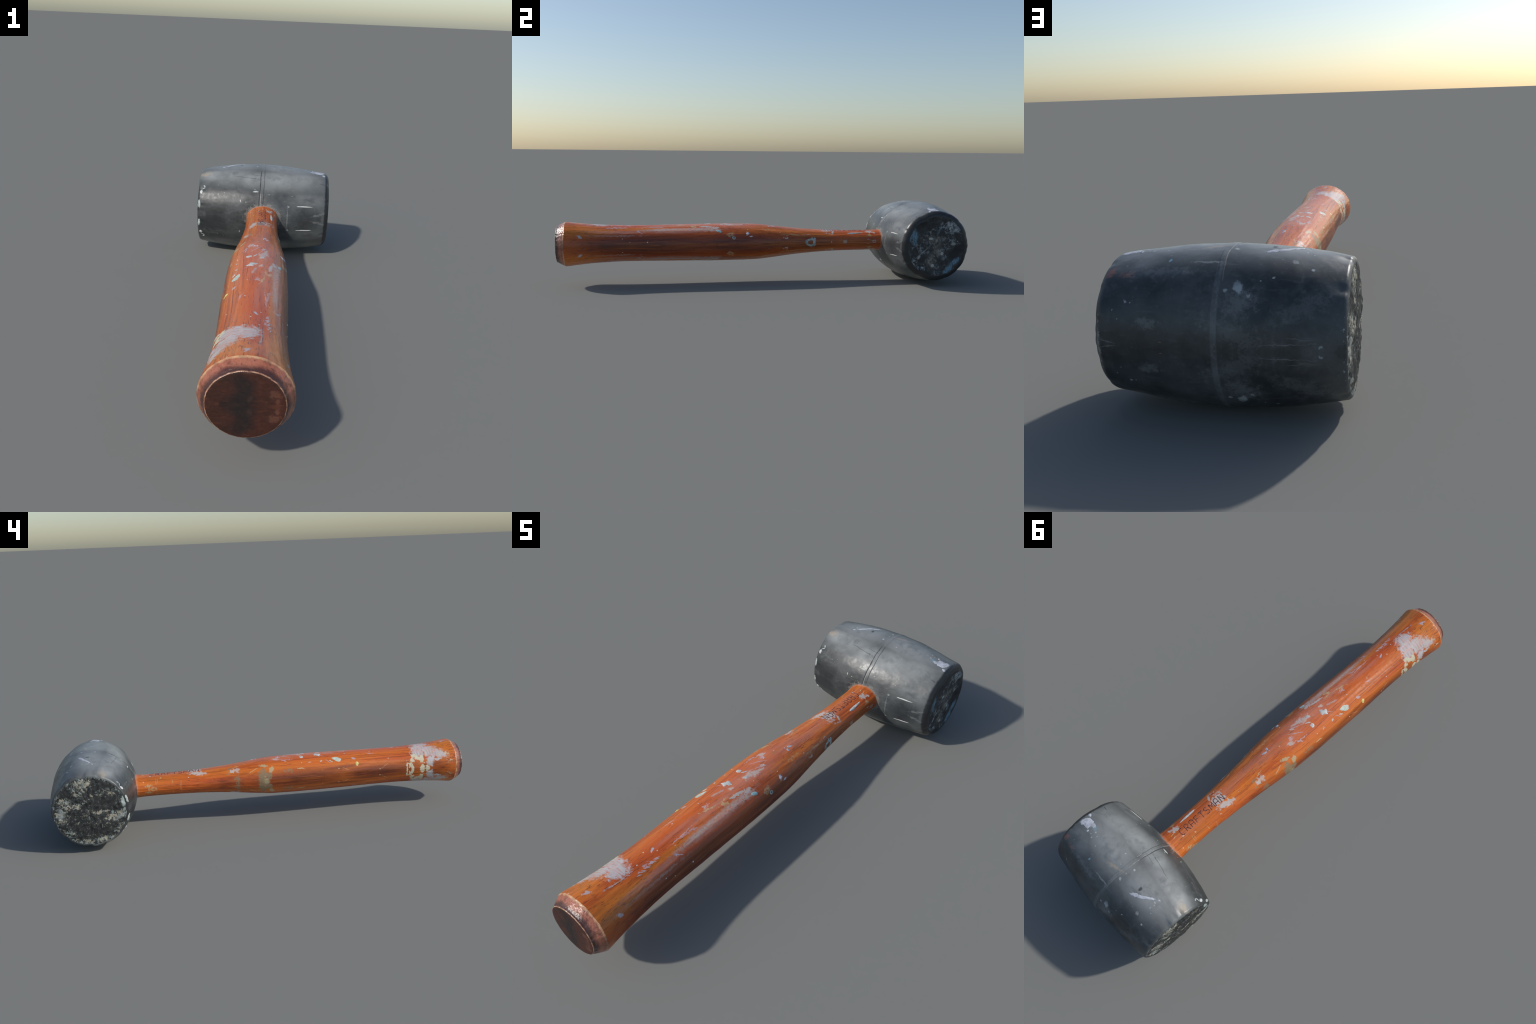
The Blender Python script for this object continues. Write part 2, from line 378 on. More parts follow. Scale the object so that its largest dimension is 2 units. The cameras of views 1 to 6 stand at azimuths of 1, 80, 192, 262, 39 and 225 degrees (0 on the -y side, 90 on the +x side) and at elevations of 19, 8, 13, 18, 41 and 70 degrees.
    # pale rubbed ring where the wood enters the head
    ring = N.ramp(N.add(y, N.mul(N.math('SUBTRACT', mid, .5), .006)), .598, .607)
    col = N.mix(N.mul(ring, .6), col, (.62, .22, .09))
    paintm = N.mx(N.mx(bigm, wash), N.mx(cream, N.mul(haze, .4)))
    rough = N.ramp(N.add(N.mul(paintm, .35), N.mul(N.add(mid, fine), .18)), .05, .55, .24, .62)
    hgt = N.math('SUBTRACT', N.mul(fine, .3), N.mul(pores, .2))
    return N.finish(col, rough, N.bump(hgt, .30, .0020), .5)

def butt_rim_material():
    N = Nodes("worn_end_grain_bevel")
    xa, y, za, uv, q, p = handle_coords(N)
    big = N.noise(p, 14, 4, .6); fine = N.noise(p, 90, 4, .65); cell = N.voronoi(p, 95)["Distance"]
    col = N.mix(N.ramp(big, .38, .62), (.24, .074, .040), (.40, .145, .088))
    col = N.mix(N.mul(N.ramp(fine, .52, .66), .6), col, (.075, .026, .020))
    # a dark line just before the end face
    dark = N.mul(N.ramp(N.add(y, N.mul(N.math('SUBTRACT', big, .5), .030)), -.972, -.988), .90)
    col = N.mix(dark, col, (.050, .022, .020))
    edge = N.mul(N.ramp(N.add(y, N.mul(N.math('SUBTRACT', fine, .5), .012)), -.9650, -.9600), N.ramp(big, .40, .62, .15, 1.0))
    col = N.mix(N.mul(edge, .75), col, (.66, .42, .22))
    lip = N.ramp(y, -.9945, -.9965)
    col = N.mix(N.mul(lip, N.ramp(fine, .4, .6, .3, .9)), col, (.50, .27, .16))
    return N.finish(col, N.ramp(fine, .35, .65, .16, .36), N.bump(N.add(N.mul(cell, -.5), fine), .5, .004), .6)

def butt_face_material():
    N = Nodes("dark_end_grain")
    xa, y, za, uv, q, p = handle_coords(N)
    fx = N.warp(N.comb(xa, za, 0), p, 60, .010)
    n1 = N.noise(p, 22, 4, .6); n2 = N.noise(N.vscale(p, (25, 25, 120)), 1, 4, .6); fine = N.noise(p, 140, 3, .6)
    col = N.mix(N.ramp(n1, .35, .65), (.034, .011, .007), (.054, .015, .009))
    col = N.mix(N.mul(N.ramp(n2, .5, .7), .5), col, (.10, .032, .016))
    stain = N.spots(fx, [(-.008, .020, .030, .055, 0, .6, .9), (-.012, .05, .026, .03, 0, .7, .9, .9)], n1)
    col = N.mix(N.mul(stain, .85), col, (.010, .009, .009))
    hole = N.spots(fx, [(-.047, 0, .015, .007, 0, .5, .35)], n1)
    col = N.mix(N.mul(hole, .9), col, (.014, .008, .007))
    pale = N.spots(fx, [(.066, .032, .013, .009, 0, .4, 1.4), (.073, .012, .006, .008, 0, .4, 1.4), (.01, .018, .006, .010, 0, .6, 1.8, .3), (-.03, .001, .02, .0008, 0, .6, 1.0, .3)], fine)
    col = N.mix(N.mul(pale, .4), col, (.15, .065, .040))
    r = N.length(N.comb(N.math('DIVIDE', xa, .0978), N.math('DIVIDE', za, .0880), 0))
    rim = N.mul(N.ramp(r, .955, .99), N.ramp(fine, .38, .6, .35, 1.0))
    col = N.mix(N.mul(rim, .9), col, (.48, .26, .16))
    return N.finish(col, N.ramp(fine, .3, .7, .42, .6), N.bump(N.add(n2, fine), .25, .002), .4)

def head_coords(N):
    v = N.mapping(N.obj, tuple(HC), (0, 0, HANG), (1, 1, 1), 'TEXTURE')
    s, h, z = N.sep(v)[:3]
    za = N.math('ABSOLUTE', z)
    th = N.mul(N.math('ARCTAN2', h, za), .19)
    return s, h, z, za, N.comb(s, th, 0), N.comb(s, h, za), v

def T(deg): return radians(deg) * .19

def rubber_colour(N, s, h, za, uv, p):
    cloud = N.noise(p, 5.5, 5, .6, .4); blot = N.noise(p, 19, 4, .65, .3); fine = N.noise(p, 85, 4, .65)
    rub = N.noise(N.vscale(p, (16, 75, 75)), 1, 4, .6, .3)
    col = N.mix(N.ramp(cloud, .32, .68), (.034, .038, .040), (.088, .096, .098))
    col = N.mix(N.mul(N.ramp(blot, .50, .74), .30), col, (.145, .156, .155))
    col = N.mix(N.mul(N.ramp(blot, .50, .28), .52), col, (.018, .020, .021))
    col = N.mix(N.mul(N.ramp(rub, .56, .74), .35), col, (.17, .172, .178))
    col = N.mix(N.mul(N.ramp(fine, .58, .72), .25), col, (.20, .205, .20))
    return col, cloud, blot, fine, rub

def rubber_material(left, far):
    """left: the -x half; far: the half turned away from the handle."""
    N = Nodes("worn_black_rubber", lambda u, v, r: (u < SEAM + r if left else u > SEAM - r) and (v > -r if far else v < r))
    s, h, z, za, uv, p, v = head_coords(N)
    col, cloud, blot, fine, rub = rubber_colour(N, s, h, za, uv, p)
    torn = N.math('MULTIPLY_ADD', N.noise(p, 75, 5, .72), 2.2, -.6)
    # top light and sun sheen lightened into the rubber, crown and upper front
    painted_sheen = N.spots(uv, [(-.16, T(-26), .13, T(17), 0, .8, 1.1, .9), (-.05, T(-34), .07, T(13), 0, .8, .9, 1.0), (.06, T(-32), .10, T(17), 0, .8, .9, 1.0), (.17, T(-26), .11, T(18), 20, .8, .9, .8), (.10, T(0), .17, T(22), 0, .8, 1.0, .95), (-.14, T(0), .15, T(22), 0, .8, 1.0, .95), (.21, T(22), .08, T(16), 0, .8, .8, .6), (-.23, T(-26), .06, T(14), 0, .7, .8, 1.0), (.18, T(-62), .08, T(8), 0, .9, 1.1, .3)], blot)
    col = N.mix(N.mul(painted_sheen, N.ramp(blot, .28, .70, .38, .74)), col, (.37, .39, .385))
    uv = N.warp(uv, p, 55, .0075)
    painted_shade = N.spots(uv, [(-.19, T(-76), .09, T(18), 0, .8, .9), (-.10, T(-62), .05, T(9), 0, .8, .9, .7), (.08, T(-62), .07, T(9), 0, .8, .8, .7), (.20, T(-84), .05, T(12), 0, .8, .8, .7), (-.15, T(70), .13, T(24), 0, .8, .8, .7), (.14, T(72), .14, T(24), 0, .8, .8, .7), (.02, T(88), .2, T(14), 0, .8, .8, .7)], blot)
    col = N.mix(N.mul(painted_shade, .60), col, (.024, .026, .028))
    tanm = N.spots(uv, [(-.267, T(-23), .022, T(5), 0, .7, .8, .9), (.030, T(10), .035, T(1.6), 15, .5, 1.2, .7)], torn)
    col = N.mix(N.mul(tanm, .55), col, (.46, .37, .26))
    salmon = N.spots(uv, [(.270, T(36), .014, T(4), 0, .6, .9), (.224, T(39), .016, T(2.5), 0, .6, 1.1, .7), (.12, T(86), .004, T(.4), 0, .4, .4)], torn)
    col = N.mix(N.mul(salmon, .6), col, (.34, .14, .10))
    # scratches
    scr = [(-.075, T(-33), .060, .0016, -8, .5, .5, .8), (-.03, T(-28), .03, .0012, -4, .5, .5, .6), (-.11, T(3), .006, T(2.4), 0, .5, .5), (.262, T(-30), .010, T(.9), -10, .4, .6), (-.17, T(24), .012, .0008, 50, .5, .4, .5)]
    col = N.mix(N.mul(N.spots(uv, scr, torn), .75), col, (.022, .022, .024))
    pale = [(.113, T(-86), .0020, T(11), 2, .8, .8, .28), (-.16, T(85), .06, .0009, 3, .6, .6, .30), (-.19, T(81), .03, .0009, -4, .6, .6, .2), (-.10, T(-69), .0016, T(1.8), 10, .4, .4), (.24, T(-85), .014, T(1.4), 0, .6, 1.4, .25), (.265, T(-82), .010, T(1.4), 20, .6, 1.4, .25),
            (.28, T(86), .006, T(14), 4, .6, 1.2, .6), (.255, T(88), .022, .0010, -14, .6, .7, .25), (-.20, T(60), .05, T(5), 30, .9, 1.4, .16), (.15, T(74), .022, T(2.5), 0, .8, 1.4, .22), (-.05, T(78), .06, T(6), -20, .9, 1.5, .15), (.03, T(30), .03, T(.8), 0, .5, 1.0, .5), (.13, T(38), .06, T(3), 0, .9, 1.5, .22), (-.06, T(58), .03, T(6), 20, .8, 1.4, .25)]
    col = N.mix(N.spots(uv, pale, torn), col, (.36, .375, .37))
    # moulding seam: dusty band on the far side, dark fine lines on the near side
    sd = N.math('ABSOLUTE', N.math('SUBTRACT', s, SEAM))
    back = N.ramp(h, -.03, .06)
    band = N.mul(N.mul(N.ramp(N.add(sd, N.mul(N.math('SUBTRACT', torn, .5), .004)), .0090, .0050), N.ramp(torn, .25, .75, .2, 1.0)), back)
    col = N.mix(N.mul(band, .38), col, (.26, .275, .28))
    near = N.math('MULTIPLY_ADD', N.math('SUBTRACT', N.noise(p, 25, 3, .6), .5), .006, s)
    l1 = N.mul(N.ramp(N.math('ABSOLUTE', N.add(near, .0135)), .0034, .0010), N.mul(N.ramp(h, -.03, -.09), N.ramp(h, -.175, -.15)))
    l2 = N.mul(N.ramp(N.math('ABSOLUTE', N.math('SUBTRACT', near, .003)), .0030, .0008), N.mul(N.ramp(h, -.03, -.09), N.ramp(h, -.18, -.15, 0, .5)))
    line = N.mx(l1, l2)
    col = N.mix(N.mul(line, .8), col, (.030, .030, .032))
    hair = N.mul(N.ramp(N.math('ABSOLUTE', N.add(near, .0095)), .0016, .0004), N.ramp(h, -.150, -.170))
    col = N.mix(N.mul(hair, .6), col, (.42, .42, .40))
    # paint dots and splashes
    dots = [(.068, 5, .0026), (.040, -9, .0028), (.018, 3, .0028), (-.027, 4, .0046), (-.037, -5, .004), (-.027, 13, .006), (.146, 12, .003), (-.055, 49, .010), (-.027, 51, .006), (-.081, 54, .005),
            (-.173, 25, .0085), (-.192, 3, .004), (-.035, -52, .002), (.076, -20, .0022), (.211, 60, .0045), (.225, 72, .0022), (.240, 66, .002), (-.213, 30, .005), (-.13, 40, .004), (-.24, 86, .005), (.10, -66, .002), (.13, -58, .002), (-.20, -60, .002), (-.11, -50, .002), (.19, 2, .004), (.20, 8, .004), (.185, 10, .0035), (.172, 5, .003), (-.185, 0, .004), (-.19, 8, .003), (.1155, -73, .0052)]
    dl = [(a, T(b), .8 * r, .8 * r * (.7 + .6 * ((i * 17) % 5) / 5), 30 * i, .45, .9, .40 + .3 * ((i * 37) % 10) / 10) for i, (a, b, r) in enumerate(dots)]
    dl += [(-.052, T(48), .008, T(3.6), 8, .4, .5, .55), (.121, T(27), .004, .004, 0, .3, .3, .3)]
    col = N.mix(N.spots(uv, dl, torn), col, (.50, .53, .53))
    blue = N.spots(uv, [(.121, T(27), .0045, .004, 0, .3, .4), (.215, T(-1), .018, T(2.5), 0, .4, 1.2, .5)], torn)
    col = N.mix(N.mul(blue, .8), col, (.20, .38, .48))
    vo = N.voronoi(p, 30)
    fl = N.mul(N.ramp(vo["Distance"], .085, .045), N.math('GREATER_THAN', N.sep(vo["Color"])[0], .72))
    col = N.mix(N.mul(fl, .6), col, (.46, .47, .46))
    # paint-flecked striking edge on the -x side
    rimm = N.mul(N.ramp(s, -.276, -.292), N.ramp(N.noise(p, 46, 5, .75), .60, .65))
    col = N.mix(N.mul(rimm, N.ramp(h, -.06, .03, 0.0, .6, False)), col, (.50, .55, .53))
    # rubbed, dusty collar around the handle
    o = N.sep(N.obj)
    dx = N.math('DIVIDE', N.math('SUBTRACT', o[0], 0.0), .070); dz = N.math('DIVIDE', N.math('SUBTRACT', o[2], ZC), .053)
    rr = N.length(N.comb(dx, dz, 0))
    collar = N.mul(N.ramp(N.add(rr, N.mul(N.math('SUBTRACT', torn, .5), .5)), 1.22, 1.02), N.math('LESS_THAN', h, 0))
    col = N.mix(N.mul(collar, .42), col, (.30, .28, .26))
    # bare black rubber on the rounded edge of the scuffed end
    bare = N.ramp(N.add(s, N.mul(N.math('SUBTRACT', torn, .5), .006)), .2745, .2815)
    col = N.mix(N.mul(bare, .9), col, (.018, .019, .021))
    rough = N.ramp(N.add(N.mul(blot, .5), N.mul(fine, .5)), .3, .7, .31, .48)
    hgt = N.add(N.mul(rub, .5), fine)
    return N.finish(col, rough, N.bump(hgt, .13, .0020), .42)

def painted_face_material():
    """Striking face pounded full of plaster and paint."""
    N = Nodes("paint_crusted_rubber_face")
    s, h, z, za, uv, p, v = head_coords(N)
    fv = N.comb(h, z, 0)
    coarse = N.noise(v, 15, 2, .5, .3); n1 = N.noise(v, 58, 7, .76, .5); n2 = N.noise(v, 80, 6, .78, .3); n3 = N.noise(v, 150, 4, .7)
    n4 = N.noise(N.mapping(v, (3, 1, 2)), 70, 6, .74, .3)
    r = N.length(N.comb(h, z, 0))
    col = N.mix(N.ramp(n1, .35, .7), (.018, .019, .019), (.055, .056, .055))
    dens = N.spots(fv, [(.100, .040, .045, .035, 30, .8, .4), (.055, .030, .05, .02, -25, .8, .4), (.120, -.01, .035, .04, 0, .8, .4), (.03, .125, .05, .03, 0, .8, .4), (.05, .085, .03, .05, 0, .8, .4, .8), (-.105, -.03, .055, .028, -20, .8, .4),
                        (-.05, -.005, .05, .016, 0, .8, .3, .8), (-.06, -.135, .05, .025, 0, .8, .4, .9), (.02, -.145, .03, .02, 0, .8, .4), (.09, -.10, .04, .03, 0, .8, .4, .8), (-.07, .08, .05, .025, 0, .8, .4, .7), (-.125, .05, .025, .025, 0, .8, .4, .6), (-.12, -.09, .03, .04, 30, .8, .4, .7), (.09, -.05, .03, .03, 0, .8, .4, .5), (.01, -.03, .10, .10, 0, .8, .4, .48)], coarse)
    bias = N.math('MULTIPLY_ADD', dens, .165, N.ramp(r, .10, .165, -.085, -.050))
    cream = N.ramp(N.add(n1, bias), .580, .615)
    mint = N.ramp(N.add(n4, bias), .585, .63)
    dusty = N.ramp(N.add(n2, N.mul(bias, .8)), .53, .64)
    col = N.mix(N.mul(dusty, .55), col, (.17, .195, .185))
    col = N.mix(N.mul(mint, .75), col, (.32, .385, .365))
    col = N.mix(N.mul(cream, .85), col, (.47, .43, .33))
    ghost = N.ramp(N.noise(v, 90, 5, .8), .56, .70)
    col = N.mix(N.mul(ghost, .30), col, (.30, .32, .30))
    edge = N.mul(N.ramp(r, .146, .158), N.ramp(n4, .53, .57))
    col = N.mix(N.mul(edge, .7), col, (.36, .42, .40))
    smear = N.spots(fv, [(.128, -.005, .012, .026, 0, .5, .7), (-.13, -.032, .03, .008, -30, .5, 1.1, .8)], n2)
    col = N.mix(N.mul(smear, .5), col, (.42, .47, .48))
    wrap = N.spots(fv, [(-.150, .042, .011, .028, 8, .3, .7), (-.160, -.035, .005, .026, 0, .4, .6), (-.147, -.002, .005, .010, 20, .4, .9, .7)], n2)
    col = N.mix(N.mul(wrap, .85), col, (.47, .54, .52))
    hgt = N.add(N.mul(N.mx(cream, mint), .8), N.mul(n3, .35))
    return N.finish(col, N.ramp(cream, 0, 1, .55, .8), N.bump(hgt, .6, .003), .35)

def scuffed_face_material():
    """Striking face with blue-grey scuffs."""
    N = Nodes("scuffed_rubber_face")
    s, h, z, za, uv, p, v = head_coords(N)
    fv = N.comb(h, z, 0)
    coarse = N.noise(v, 16, 2, .5, .3); n1 = N.noise(v, 46, 6, .75, .5); n2 = N.noise(v, 85, 5, .75, .3)
    n3 = N.noise(N.mapping(v, (2, 5, 1)), 36, 6, .75, 1.2); streak = N.noise(N.vscale(v, (60, 230, 60)), 1, 4, .6, .8)
    col = N.mix(N.ramp(n1, .35, .7), (.022, .024, .027), (.060, .063, .066))
    d1 = N.spots(fv, [(.10, .095, .055, .035, -30, .8, .5), (.04, .095, .04, .02, 0, .8, .5, .8), (-.105, -.085, .03, .045, -20, .7, .5), (-.065, -.11, .04, .02, -10, .7, .5, .8), (.11, .02, .035, .02, 0, .8, .5, .7), (-.08, -.005, .05, .03, -30, .8, .5, .7), (-.03, -.05, .05, .05, 0, .9, .5, .45), (.05, .05, .04, .05, 0, .9, .5, .5), (0, 0, .14, .14, 0, .5, .4, .42)], coarse)
    bias = N.math('MULTIPLY_ADD', d1, .20, -.10)
    col = N.mix(N.mul(N.ramp(N.add(n1, bias), .52, .64), .60), col, (.26, .30, .33))
    col = N.mix(N.mul(N.ramp(N.add(n2, bias), .60, .66), .70), col, (.42, .47, .48))
    d2 = N.spots(fv, [(.005, .030, .03, .016, -20, .7, .7), (.035, .035, .03, .012, 0, .7, .7, .8), (.028, -.025, .022, .022, 40, .7, .7), (-.010, -.072, .018, .03, 0, .7, .7), (.02, 0, .02, .02, 0, .8, .7, .7)], n1)
    col = N.mix(N.mul(d2, N.ramp(n2, .42, .62, .1, .62)), col, (.33, .31, .27))
    vb = N.spots(fv, [(-.112, .100, .009, .035, 6, .35, .8), (-.097, .055, .016, .030, 8, .35, .9), (-.118, .052, .008, .024, 0, .35, .9), (-.096, .020, .012, .012, 0, .4, 1.1, .8), (.112, -.078, .030, .011, 40, .35, .8), (.082, -.110, .022, .013, 40, .4, 1.0), (.065, -.128, .012, .012, 0, .4, 1.0, .8), (-.1, -.11, .012, .008, 0, .4, 1.2, .6), (.03, .08, .004, .02, -20, .5, 1.2, .5)], n1)
    col = N.mix(N.mul(vb, N.ramp(streak, .38, .58, .15, .85)), col, (.15, .29, .39))
    blobs = N.spots(fv, [(-.014, .038, .010, .006, 0, .25, .5), (.046, -.036, .008, .008, 0, .25, .5), (.0, -.094, .008, .009, 30, .25, .5), (-.072, -.052, .006, .010, -30, .4, .8, .8), (-.055, -.03, .003, .045, -50, .5, .8, .35), (.105, .01, .012, .007, 0, .4, 1.0, .7)], n1)
    col = N.mix(N.mul(blobs, .75), col, (.44, .47, .45))
    bare = N.spots(fv, [(.120, -.030, .045, .022, 40, .5, .4), (-.05, -.128, .05, .014, -16, .5, .4), (-.05, .115, .07, .035, 20, .7, .5, .8)], coarse)
    col = N.mix(N.mul(bare, .85), col, (.014, .015, .017))
    return N.finish(col, .55, N.bump(N.add(n1, N.mul(n2, .5)), .45, .003), .35)

def paint_material(name, colour, vary=.12):
    N = Nodes(name)
    n = N.noise(N.obj, 70, 4, .65); n2 = N.noise(N.obj, 22, 3, .6)
    dark = tuple(c * (1 - 2 * vary) for c in colour); lite = tuple(min(1, c * (1 + vary)) for c in colour)
    col = N.mix(N.ramp(N.add(N.mul(n, .6), N.mul(n2, .4)), .36, .62), dark, lite)
    return N.finish(col, .5, N.bump(n, .3, .002), .4)

def ink_material():
    N = Nodes("stamped_ink")
    n = N.noise(N.obj, 110, 4, .7)
    col = N.mix(N.ramp(n, .44, .62), (.062, .025, .034), (.24, .080, .048))
    return N.finish(col, .5, None, .4)

# ------------------------------------------------------------------ build
root = bpy.data.objects.new("rubber_mallet", None)
bpy.context.scene.collection.objects.link(root)
root["label"] = "worn black rubber mallet with paint-splashed orange wooden handle"
root["category"] = "mallet"

def lathe(rings, seg, cap_start=False, cap_end=False):
    """rings: list of lists of seg points -> verts, faces"""
    verts = [p for r in rings for p in r]; faces = []
    for i in range(len(rings) - 1):
        a, b = i * seg, (i + 1) * seg
        for j in range(seg):
            k = (j + 1) % seg
            faces.append((a + j, b + j, b + k, a + k))
    return verts, faces

# ---- handle
SEG = 144
ys = [-.957 + (.655 + .957) * i / 420 for i in range(421)]
rim_wave = lambda phi: 0.0022 * fbm((4 * sin(phi), 4 * abs(cos(phi)), 2.5))
rings = []
for y in ys:
    k = smooth(-.90, -.957, y)
    rings.append([handle_point(y + k * rim_wave(2 * pi * j / SEG), 2 * pi * j / SEG) for j in range(SEG)])
hv, hf = lathe(rings, SEG)
CUTS = [-1.1, -.66, -.34, -.10, .24, .70]
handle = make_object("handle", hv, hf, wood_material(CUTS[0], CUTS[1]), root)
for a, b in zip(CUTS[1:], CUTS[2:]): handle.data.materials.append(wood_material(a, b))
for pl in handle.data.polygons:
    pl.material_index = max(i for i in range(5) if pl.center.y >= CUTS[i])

# bevelled, battered end: shoulder, shallow groove, then the sawn end face standing slightly proud
bevel = [(-.957, 1.0), (-.9580, .997), (-.9605, .985), (-.966, .960), (-.973, .930), (-.980, .897), (-.9862, .863), (-.9892, .845), (-.9905, .834), (-.9925, .827), (-.9952, .822), (-.9972, .813), (-.9980, .800)]
rings = []
for i, (y, sc) in enumerate(bevel):
    ring = []
    w = 0 if i == 0 else (1 if i < 10 else .5)
    for j in range(SEG):
        phi = 2 * pi * j / SEG
        yy = y + rim_wave(phi) * max(0, 1 - i / 6)
        dent = w * 0.010 * fbm((5 * sin(phi), 5 * abs(cos(phi)), 12 * y)) * .5
        ring.append(handle_point(-.957 + rim_wave(phi), phi, scale=sc * (1 + dent)).copy())
        ring[-1].y = yy
    rings.append(ring)
bv, bf = lathe(rings[::-1], SEG)
make_object("butt_bevel", bv, bf, butt_rim_material(), handle)
face_rings = [rings[-1]]
for q in (.97, .93, .86, .75, .6, .45, .3, .15, .02):
    c = Vector((handle_centre(-1), -1, ZC)); ring = []
    for j, p0 in enumerate(rings[-1]):
        p1 = Vector((c.x + (p0.x - c.x) * q, 0, c.z + (p0.z - c.z) * q))
        p1.y = -.9985 - .0012 * (1 - q * q) + .0006 * fbm((p1.x * 40, abs(p1.z - ZC) * 40, 3))
        ring.append(p1)
    face_rings.append(ring)
fv_, ff_ = lathe(face_rings[::-1], SEG)
ff_.append(tuple(range(SEG)))
make_object("butt_face", fv_, ff_, butt_face_material(), handle)

# ---- head
HSEG = 400
ss = set()
for i in range(141): ss.add(round(-HL + 2 * HL * i / 140, 5))
for i in range(61): ss.add(round(SEAM - .015 + .03 * i / 60, 5))
for i in range(13): ss.add(round(HL - .028 * (1 - cos(pi / 2 * i / 12)), 5)); ss.add(round(-HL + .010 * (1 - cos(pi / 2 * i / 12)), 5))
ss = sorted(ss)
ss = [s for i, s in enumerate(ss) if i == 0 or s - ss[i - 1] > .00004]
qs = [.985, .97, .95, .93, .90, .87, .84, .80, .76, .72, .68, .64, .60, .56, .52, .48, .44, .40, .36, .32, .28, .24, .20, .16, .12, .08, .04, .01]
angs = [2 * pi * j / HSEG for j in range(HSEG)]
rings = [[head_point(-HL, a, q=q) for a in angs] for q in reversed(qs)]
nl = len(rings)
rings += [[head_point(s, a) for a in angs] for s in ss]
nr = len(rings)
rings += [[head_point(HL, a, q=q) for a in angs] for q in qs]
gv, gf = lathe(rings, HSEG)
gf = [tuple(reversed(f)) for f in gf]
gn = vertex_normals(gv, gf)
fl_end, fr_start = nl * HSEG, (nr - 1) * HSEG
v_, f_, n_ = sub_mesh(gv, gf, gn, lambda k: fl_end <= k < fr_start)
head = make_object("mallet_head", v_, f_, rubber_material(True, False), root, n_)
for left, far in ((True, True), (False, False), (False, True)): head.data.materials.append(rubber_material(left, far))
for pl in head.data.polygons:
    d = pl.center - HC
    pl.material_index = (0 if d.x * cos(HANG) + d.y * sin(HANG) < SEAM else 2) + (1 if d.y * cos(HANG) - d.x * sin(HANG) > 0 else 0)
v_, f_, n_ = sub_mesh(gv, gf, gn, lambda k: k < fl_end)
make_object("striking_face", v_, f_, painted_face_material(), head, n_)
v_, f_, n_ = sub_mesh(gv, gf, gn, lambda k: k >= fr_start)
make_object("striking_face", v_, f_, scuffed_face_material(), head, n_)

# ---- dried paint: thin, irregular blobs sitting on the surfaces
PAINT = {
    "mint": paint_material("mint_paint", (.56, .62, .53)),
    "white": paint_material("white_paint", (.55, .56, .54)),
    "lilac": paint_material("lilac_white_paint", (.52, .53, .61)),
    "yellow": paint_material("yellow_paint", (.70, .58, .20)),
    "blue": paint_material("pale_blue_paint", (.36, .56, .58)),
    "grey": paint_material("grey_blue_paint", (.34, .38, .365), .2),
    "frost": paint_material("frosty_white_paint", (.46, .48, .53)),
    "chip": paint_material("mint_chip_paint", (.38, .43, .41)),
}

def blob(surface, u0, v0, ru, rv, ang, paint, parent, thick=.0012, ragged=.35, seed=0, taper=0.0, hole=0.0):
    """surface(u, v, lift) with u, v in metres along the surface."""
    seg, rings_ = 72, [hole] + [t for t in (.25, .5, .7, .84, .93, 1.0) if t > hole]
    ca, sa = cos(radians(ang)), sin(radians(ang))
    verts, faces = [], []
    for k, t in enumerate(rings_):
        for j in range(seg):
            a = 2 * pi * j / seg
            rag = 1 + .75 * ragged * (fbm((1.1 * cos(a) + seed * 3.1, 1.1 * sin(a), seed), 3) + .40 * fbm((5 * cos(a), 5 * sin(a), seed + 4), 3))
            x, y = cos(a) * t * rag, sin(a) * t * rag
            y *= 1 - taper * x
            x, y = x * ru, y * rv
            edge = 1 - t ** 4
            if hole and t < hole + .2: edge = min(edge, 0 if t == hole else 1)
            lift = -.0004 + (thick + .0004) * edge * (1 + .4 * fbm((x * 140, y * 140, seed)))
            verts.append(surface(u0 + ca * x - sa * y, v0 + sa * x + ca * y, lift))
    for k in range(len(rings_) - 1):
        for j in range(seg):
            l = (j + 1) % seg
            faces.append((k * seg + j, (k + 1) * seg + j, (k + 1) * seg + l, k * seg + l))
    if not hole: faces.append(tuple(range(seg - 1, -1, -1)))
    n = vertex_normals(verts, faces)
    c = verts[0] - (Vector((handle_centre(verts[0].y), verts[0].y, ZC)) if parent is handle else HC)
    if n[0].dot(c) < 0: faces = [tuple(reversed(f)) for f in faces]
    return make_object("paint_splat", verts, faces, PAINT[paint], parent)

def on_handle(u, v, lift): return handle_point(u, v / RQ, lift)
def on_head(u, v, lift): return head_point(max(-HL, min(HL, u)), v / .19, lift)

